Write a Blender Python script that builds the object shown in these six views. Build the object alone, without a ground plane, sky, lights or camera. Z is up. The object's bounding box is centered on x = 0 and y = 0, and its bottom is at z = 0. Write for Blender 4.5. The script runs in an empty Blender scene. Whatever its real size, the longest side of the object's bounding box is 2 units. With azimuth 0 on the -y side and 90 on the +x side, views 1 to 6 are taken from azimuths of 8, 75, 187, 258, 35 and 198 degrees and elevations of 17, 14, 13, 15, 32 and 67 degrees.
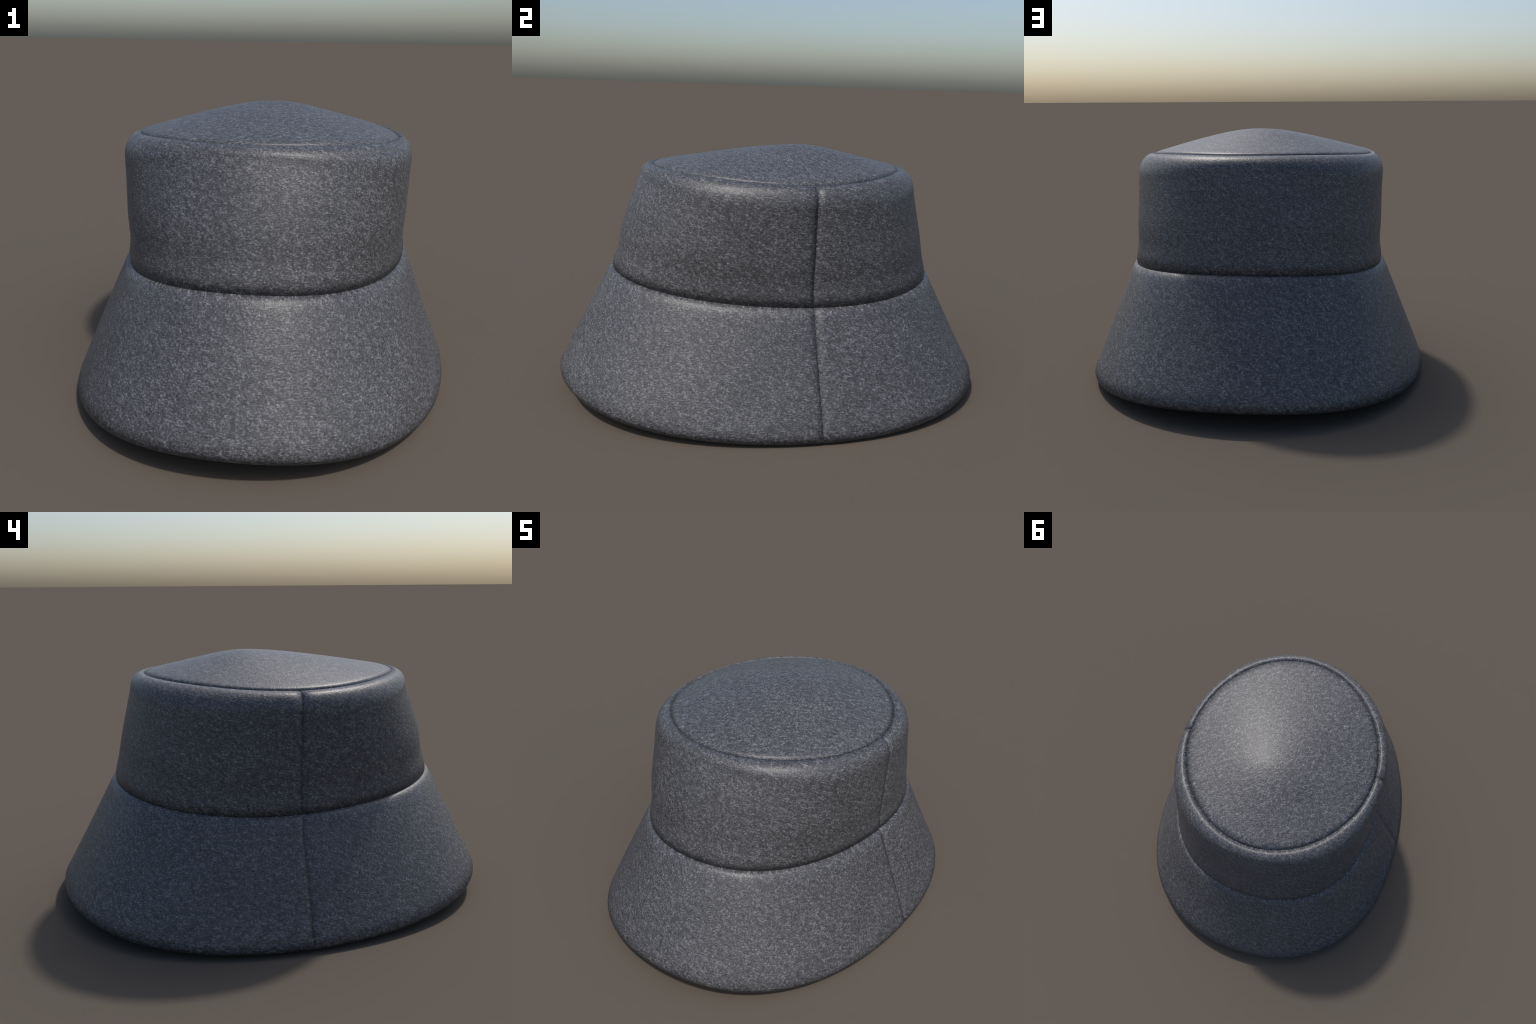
# Grey heathered fabric bucket hat: crown top, two crown side panels, two brim
# panels (sewn at both sides) and an inner lining, under one Empty.
import bpy, math
import numpy as np

# ------------------------------------------------------------------ outline
# Each key line of the hat is a closed egg-shaped ring:
#   half width (x), half length (y), y centre, egg factor, squareness,
#   mean height, front/back tilt, saddle, four-lobed height
TOP_SEAM = (0.525, 0.571, 0.0145, -0.003, 0.005, 1.0344, -0.0006, -0.0128, -0.0022)
SHOULDER = (0.598, 0.643, 0.0185, 0.020, -0.015, 0.9525, -0.014, -0.031, 0.012)
CREASE = (0.603, 0.768, -0.0056, 0.110, -0.015, 0.5424, -0.0043, -0.027, 0.0)
RIM = (0.8055, 1.0202, 0.0, 0.065, -0.0194, 0.0715, -0.0067, -0.0378, 0.0015)
APEX = np.array([0.0, 0.1455, 1.1334])      # blunt peak of the crown top
BAND_BULGE = (-0.007, 0.0095, -0.001)     # side, front, back
BRIM_BULGE = (0.0, 0.002, -0.0025)
TOP_PUFF = (0.0018, 0.0007, -0.006)               # side, front, back
WAIST = (-0.0105, -0.012, -0.0055)               # pinch just above the crease
SWAY = (0.001, -0.0015)                  # sideways drift of band and brim at mid height
LEAN = 0.003                             # the hat sits a little lower at +x
ROLL = 1.02                               # 1: round shoulder, 2: straight bevel
PEAK = 0.316                              # bluntness of the crown peak
EDGE_R = 0.020                           # half thickness of the brim edge
SEAM_Y = (0.030, 0.008)                  # y of the side seams at +x and at -x
FRONT, BACK = (-math.pi, 0.0), (0.0, math.pi)   # angles that each panel spans


def ring(p, t):
    A, B, y0, egg, sq, z0, z1, z2, z4 = p
    c, s = np.cos(t), np.sin(t)
    m = 1 + sq * np.cos(4 * t)
    return np.stack([A * c * m * (1 + egg * s), y0 + B * s * m,
                     z0 + z1 * s + z2 * np.cos(2 * t) + z4 * np.cos(4 * t)], -1)


def by_side(b, t):
    c, s = np.cos(t), np.sin(t)
    return b[0] * c ** 2 + np.where(s < 0, b[1], b[2]) * s ** 2


def outward(t):
    return np.stack([np.cos(t), np.sin(t), 0 * t], -1)


def unit(v):
    return v / (np.linalg.norm(v, axis=-1, keepdims=True) + 1e-12)


def grid_normals(P):
    """P[v, t, 3] -> outward normals (v runs down the hat, t counter-clockwise)."""
    dv = np.gradient(P, axis=0)
    dt = np.gradient(P, axis=1)
    return unit(np.cross(dv, dt))


def relax(P, n):
    for _ in range(n):
        P[1:-1] = 0.5 * P[1:-1] + 0.25 * (P[:-2] + P[2:])
    return P


def arc(P):
    """Running length down each column."""
    d = np.linalg.norm(np.diff(P, axis=0), axis=-1)
    return np.concatenate([np.zeros((1, P.shape[1])), np.cumsum(d, 0)], 0)


def groove(d, depth, width):
    """V-shaped dip that a sewn seam pulls into padded cloth."""
    return depth * np.exp(-(d / width))


# ------------------------------------------------------------------ surfaces
def band_raw(t, nv=96):
    a, b, c = ring(TOP_SEAM, t), ring(SHOULDER, t), ring(CREASE, t)
    rows = []
    nr = nv // 3
    for i in range(nr):                       # roll from the top seam over the shoulder
        f = math.pi / 2 * i / nr
        q = a + (b - a) * math.sin(f) ** ROLL
        q[:, 2] = b[:, 2] + (a[:, 2] - b[:, 2]) * math.cos(f) ** ROLL
        rows.append(q)
    for i in range(nv - nr + 1):              # side wall down to the crease
        u = i / (nv - nr)
        k = by_side(BAND_BULGE, t) * 4 * u * (1 - u)
        k = k + by_side(WAIST, t) * math.exp(-((u - 0.80) / 0.17) ** 2)
        q = b * (1 - u) + c * u + outward(t) * k[:, None]
        q[:, 0] += SWAY[0] * 4 * u * (1 - u)
        rows.append(q)
    return relax(np.array(rows), 12)


def brim_raw(t, nv=70):
    c, r = ring(CREASE, t), ring(RIM, t)
    r[:, 2] -= LEAN * np.cos(t)
    rows = []
    for i in range(nv + 1):
        u = i / nv
        k = by_side(BRIM_BULGE, t) * 4 * u * (1 - u)
        q = c * (1 - u) + r * u + outward(t) * k[:, None]
        q[:, 0] += SWAY[1] * 4 * u * (1 - u)
        rows.append(q)
    return np.array(rows)


def seam_distance(t, P):
    return np.abs(np.sin(t))[None, :] * np.hypot(P[..., 0], P[..., 1])


def pin_seams(P, t):
    """Slide the cloth along the sides so both seams run straight down."""
    for sign, y in zip((1, -1), SEAM_Y):
        j = int(np.argmax(sign * np.cos(t)))
        w = np.clip(sign * np.cos(t), 0, 1) ** 6
        P[..., 1] += (y - P[:, j, 1])[:, None] * w[None, :]
    return P


def panel_angles(span, n=300):
    """Angles across one panel, crowded towards both side seams."""
    u = np.linspace(0, 1, n)
    u = u - 0.155 * np.sin(2 * math.pi * u) * 0.98
    g = 0.0001
    return span[0] + g + (span[1] - span[0] - 2 * g) * u


def crowd(P, m, ends=(True, True), power=2.2):
    """Resample columns so rows crowd at the seam ends."""
    s = arc(P)
    u = np.linspace(0, 1, m)
    if ends[0] and ends[1]:
        w = np.where(u < .5, 0.5 * (2 * u) ** power, 1 - 0.5 * (2 - 2 * u) ** power)
    elif ends[0]:
        w = u ** power
    else:
        w = u
    Q = np.empty((m, P.shape[1], 3))
    for j in range(P.shape[1]):
        x = w * s[-1, j]
        for k in range(3):
            Q[:, j, k] = np.interp(x, s[:, j], P[:, j, k])
    return Q


def turned_in(A, fold):
    """Add a seam allowance all round a panel (one extra row per border)."""
    A = np.concatenate([A[:1] - fold[:1], A, A[-1:] - fold[-1:]], 0)
    F = np.concatenate([fold[:1], fold, fold[-1:]], 0)
    return np.concatenate([A[:, :1] - F[:, :1], A, A[:, -1:] - F[:, -1:]], 1)


def dimple(P, N, dips, relief=0.22):
    """Press the seam dips into a panel. The cloth itself sinks only a few
    millimetres (relief); seam shade is strengthened by exaggerated custom normals:
    they follow the full dip, not the real surface."""
    full = P - N * dips[..., None]
    return P - N * (dips * relief)[..., None], grid_normals(full)


def make_band(span):
    t = panel_angles(span)
    P = pin_seams(crowd(band_raw(t), 120), t)
    N = grid_normals(P)
    s = arc(P)
    d = groove(s, 0.024, 0.013) + groove(s[-1:] - s, 0.042, 0.018)
    d += groove(seam_distance(t, P), 0.021, 0.012)
    P, S = dimple(P, N, d)
    return turned_in(P, N * 0.014), turned_in(S, N * 0)


def make_brim(span):
    t = panel_angles(span)
    P = pin_seams(crowd(brim_raw(t), 110), t)
    N = grid_normals(P)
    s = arc(P)
    d = groove(s, 0.014, 0.014)
    d += groove(seam_distance(t, P), 0.018, 0.011)
    outer, S = dimple(P, N, d)
    # rolled edge: half round from the outer face to the underside; shading normals
    # are bent downward ahead of it to widen the dark rim
    down = unit(P[-1] - P[-3])
    lean = 0.55 * np.exp(-((s[-1:] - s) / 0.018))[..., None]
    S = unit(np.cos(lean) * S + np.sin(lean) * down[None])
    centre = outer[-1] - N[-1] * EDGE_R
    turn = np.linspace(0, math.pi, 13)[1:]
    roll = np.array([math.cos(a) * N[-1] + math.sin(a) * down for a in turn])
    lean = [0.55 + a * (math.pi - 0.55) / math.pi for a in turn]
    bent_normals = np.array([math.cos(a) * N[-1] + math.sin(a) * down for a in lean])
    back = N[::-1][1:]
    under = outer[::-1][1:] - back * (2 * EDGE_R)
    tuck = outer[:1] - outward(t)[None] * 0.024 + np.array([0, 0, 0.0035])   # in behind the band
    G = np.concatenate([tuck, outer, centre + EDGE_R * roll, under], 0)
    S = np.concatenate([S[:1], S, bent_normals, -back], 0)
    # close the two side borders on the middle of the thickness so the panels butt
    mid = np.concatenate([P[:1], P, [P[-1]] * len(turn), P[::-1][1:]], 0)
    mid = mid - np.concatenate([N[:1], N, [N[-1]] * len(turn), back], 0) * EDGE_R
    G = np.concatenate([mid[:, :1], G, mid[:, -1:]], 1)
    S = np.concatenate([S[:, :1], S, S[:, -1:]], 1)
    return G, S


def peak(r):
    """Height of the tented crown top: 1 at the peak, 0 at the seam."""
    return 1 - (math.sqrt(r * r + PEAK ** 2) - PEAK) / (math.sqrt(1 + PEAK ** 2) - PEAK)


def top_raw(t, rad, lift=0.0):
    edge = ring(TOP_SEAM, t)
    rows = []
    for r in rad:
        g = peak(r)
        q = APEX + (edge - APEX) * r
        q[:, 2] = edge[:, 2] * (1 - g) + APEX[2] * g
        q[:, 2] += by_side(TOP_PUFF, t) * 4 * r * (1 - r) + lift
        rows.append(q)
    return np.array(rows)


def make_top(n_ring=420, n_rad=100):
    t = np.linspace(0, 2 * math.pi, n_ring, endpoint=False)
    rad = 1 - (1 - np.linspace(0, 1, n_rad)) ** 2.0          # crowd rows at the seam
    rad[0] = 0.004
    P = top_raw(t, rad)

    def wrap(A):
        return np.concatenate([A[:, -1:], A, A[:, :1]], 1)
    N = grid_normals(wrap(P))
    s = arc(wrap(P))
    P, S = dimple(wrap(P), N, groove(s[-1:] - s, 0.018, 0.010))
    P, S, N = P[:, 1:-1], S[:, 1:-1], N[:, 1:-1]
    tuck = P[-1:] + outward(t)[None] * 0.014 - np.array([0, 0, 0.010])       # under the band
    return np.concatenate([P, tuck], 0), np.concatenate([S, S[-1:]], 0)


def make_lining(n=240):
    """Cloth inside the crown: parallel to the outer wall, closed at the top."""
    t = np.linspace(0, 2 * math.pi, n, endpoint=False)
    B = band_raw(t, 60)
    N = grid_normals(np.concatenate([B[:, -1:], B, B[:, :1]], 1))[:, 1:-1]
    B = B - N * (2 * EDGE_R)
    T = top_raw(t, np.linspace(0.004, 0.97, 24), -2 * EDGE_R)
    return np.concatenate([T, B[4:]], 0), None


# ------------------------------------------------------------------ meshes
def grid_mesh(name, shape, closed=False, cap=False, flip=False):
    G, S = shape
    nv, nt = G.shape[:2]
    verts = [tuple(v) for v in G.reshape(-1, 3)]
    faces = []
    m = nt if closed else nt - 1
    for i in range(nv - 1):
        for j in range(m):
            k = (j + 1) % nt
            f = (i * nt + j, (i + 1) * nt + j, (i + 1) * nt + k, i * nt + k)
            faces.append(f[::-1] if flip else f)
    if cap:
        f = tuple(range(nt))
        faces.append(f[::-1] if flip else f)
    me = bpy.data.meshes.new(name)
    me.from_pydata(verts, [], faces)
    me.update()
    me.shade_smooth()
    if S is not None:
        me.normals_split_custom_set_from_vertices([tuple(v) for v in S.reshape(-1, 3)])
    return me


# ------------------------------------------------------------------ materials
class Nodes:
    def __init__(self, name):
        self.mat = bpy.data.materials.new(name)
        self.mat.use_nodes = True
        self.nt = self.mat.node_tree
        self.bsdf = self.nt.nodes['Principled BSDF']

    def link(self, a, b):
        self.nt.links.new(a, b)

    def math(self, op, a, b=None, c=None):
        n = self.nt.nodes.new('ShaderNodeMath')
        n.operation = op
        for i, v in enumerate((a, b, c)):
            if v is None:
                continue
            if isinstance(v, (int, float)):
                n.inputs[i].default_value = v
            else:
                self.link(v, n.inputs[i])
        return n.outputs[0]

    def combine(self, x, y, z=0.0):
        n = self.nt.nodes.new('ShaderNodeCombineXYZ')
        for i, v in enumerate((x, y, z)):
            if isinstance(v, (int, float)):
                n.inputs[i].default_value = v
            else:
                self.link(v, n.inputs[i])
        return n.outputs[0]

    def noise(self, vec, scale, detail=0.0, rough=0.5):
        n = self.nt.nodes.new('ShaderNodeTexNoise')
        n.noise_dimensions = '3D'
        self.link(vec, n.inputs['Vector'])
        n.inputs['Scale'].default_value = scale
        n.inputs['Detail'].default_value = detail
        n.inputs['Roughness'].default_value = rough
        return n.outputs['Fac']

    def position(self):
        tc = self.nt.nodes.new('ShaderNodeTexCoord')
        sep = self.nt.nodes.new('ShaderNodeSeparateXYZ')
        self.link(tc.outputs['Object'], sep.inputs[0])
        return sep.outputs


def heather(name, layout):
    """Heathered wool-look weave. layout(nodes) returns cloth coordinates u, v in
    metres, laid out like the flat pattern piece the panel was cut from."""
    w = Nodes(name)
    u, v, off = layout(w)
    PU, PV = 0.0060, 0.0051                                # thread spacing
    cu, cv = w.math('DIVIDE', u, PU), w.math('DIVIDE', v, PV)
    weft = w.noise(w.combine(w.math('MULTIPLY', cu, 0.52), cv, off), 1.0, 1.0, 0.6)
    warp = w.noise(w.combine(cu, w.math('MULTIPLY', cv, 0.52), off + 7.3), 1.0, 1.0, 0.6)
    fleck = w.noise(w.combine(cu, cv, off + 3.1), 0.75, 1.0, 0.6)
    slub = w.noise(w.combine(w.math('MULTIPLY_ADD', v, 0.55, u),
                             w.math('MULTIPLY', w.math('MULTIPLY_ADD', u, -0.55, v), 1.8), off), 28.0, 2.0, 0.5)
    cloud = w.noise(w.combine(u, v, off), 6.0, 1.0)
    tone = w.math('MULTIPLY_ADD', w.math('SUBTRACT', weft, 0.5), 1.05, 0.415)
    tone = w.math('MULTIPLY_ADD', w.math('SUBTRACT', warp, 0.5), 0.70, tone)
    tone = w.math('MULTIPLY_ADD', w.math('SUBTRACT', fleck, 0.5), 0.60, tone)
    tone = w.math('MULTIPLY_ADD', w.math('SUBTRACT', slub, 0.5), 0.75, tone)
    tone = w.math('MULTIPLY_ADD', w.math('SUBTRACT', cloud, 0.5), 0.18, tone)
    ramp = w.nt.nodes.new('ShaderNodeValToRGB')
    e = ramp.color_ramp.elements
    e[0].position, e[0].color = 0.08, (0.032, 0.033, 0.036, 1)
    e[1].position, e[1].color = 0.92, (0.240, 0.239, 0.256, 1)
    m = e.new(0.45)
    m.color = (0.077, 0.0775, 0.083, 1)
    w.link(tone, ramp.inputs[0])
    w.link(ramp.outputs[0], w.bsdf.inputs['Base Color'])
    w.bsdf.inputs['Roughness'].default_value = 0.46
    w.bsdf.inputs['Specular IOR Level'].default_value = 0.5
    bump = w.nt.nodes.new('ShaderNodeBump')
    bump.inputs['Strength'].default_value = 0.2
    bump.inputs['Distance'].default_value = 0.004
    w.link(tone, bump.inputs['Height'])
    w.link(bump.outputs[0], w.bsdf.inputs['Normal'])
    return w.mat


def wrapped(sign, radius, slant, flare, off):
    """Cloth running round the hat: threads lie level and down the slope.
    sign -1 for the front panel, +1 for the back one; flare counts the length
    that runs outwards over the shoulder."""
    def layout(w):
        x, y, z = w.position()
        th = w.math('ARCTAN2', w.math('MULTIPLY', x, -sign * 1.2), w.math('MULTIPLY', y, sign))
        r = w.math('SQRT', w.math('MULTIPLY_ADD', x, x, w.math('MULTIPLY', y, y)))
        down = w.math('MULTIPLY_ADD', r, flare, w.math('MULTIPLY', z, -slant))
        return w.math('MULTIPLY', th, radius), down, off
    return layout


def flat(off):
    def layout(w):
        x, y, z = w.position()
        return x, y, off
    return layout


def plain_lining():
    w = Nodes('lining_cloth')
    x, y, z = w.position()
    f = w.noise(w.combine(x, y, z), 120.0, 2.0)
    ramp = w.nt.nodes.new('ShaderNodeValToRGB')
    ramp.color_ramp.elements[0].color = (0.055, 0.056, 0.060, 1)
    ramp.color_ramp.elements[1].color = (0.105, 0.106, 0.112, 1)
    w.link(f, ramp.inputs[0])
    w.link(ramp.outputs[0], w.bsdf.inputs['Base Color'])
    w.bsdf.inputs['Roughness'].default_value = 0.8
    return w.mat


# ------------------------------------------------------------------ assembly
hat = bpy.data.objects.new('bucket_hat', None)
hat['label'] = 'grey heathered fabric bucket hat with sloping brim'
hat['category'] = 'hat'
bpy.context.scene.collection.objects.link(hat)

pieces = []


def add(name, me, mat):
    ob = bpy.data.objects.new(name, me)
    me.materials.append(mat)
    ob.parent = hat
    bpy.context.scene.collection.objects.link(ob)
    pieces.append(ob)


add('crown_top', grid_mesh('crown_top', make_top(), True, True), heather('top_cloth', flat(0.0)))
for sign, span in ((-1, FRONT), (1, BACK)):
    add('crown_side_panel', grid_mesh('crown_side_panel', make_band(span)),
        heather('side_cloth', wrapped(sign, 0.66, 1.0, 0.6, 20.0 + 5 * sign)))
    add('brim_panel', grid_mesh('brim_panel', make_brim(span)),
        heather('brim_cloth', wrapped(sign, 0.80, 1.1, 0.0, 50.0 + 5 * sign)))
add('lining', grid_mesh('lining', make_lining(), True, True, True), plain_lining())
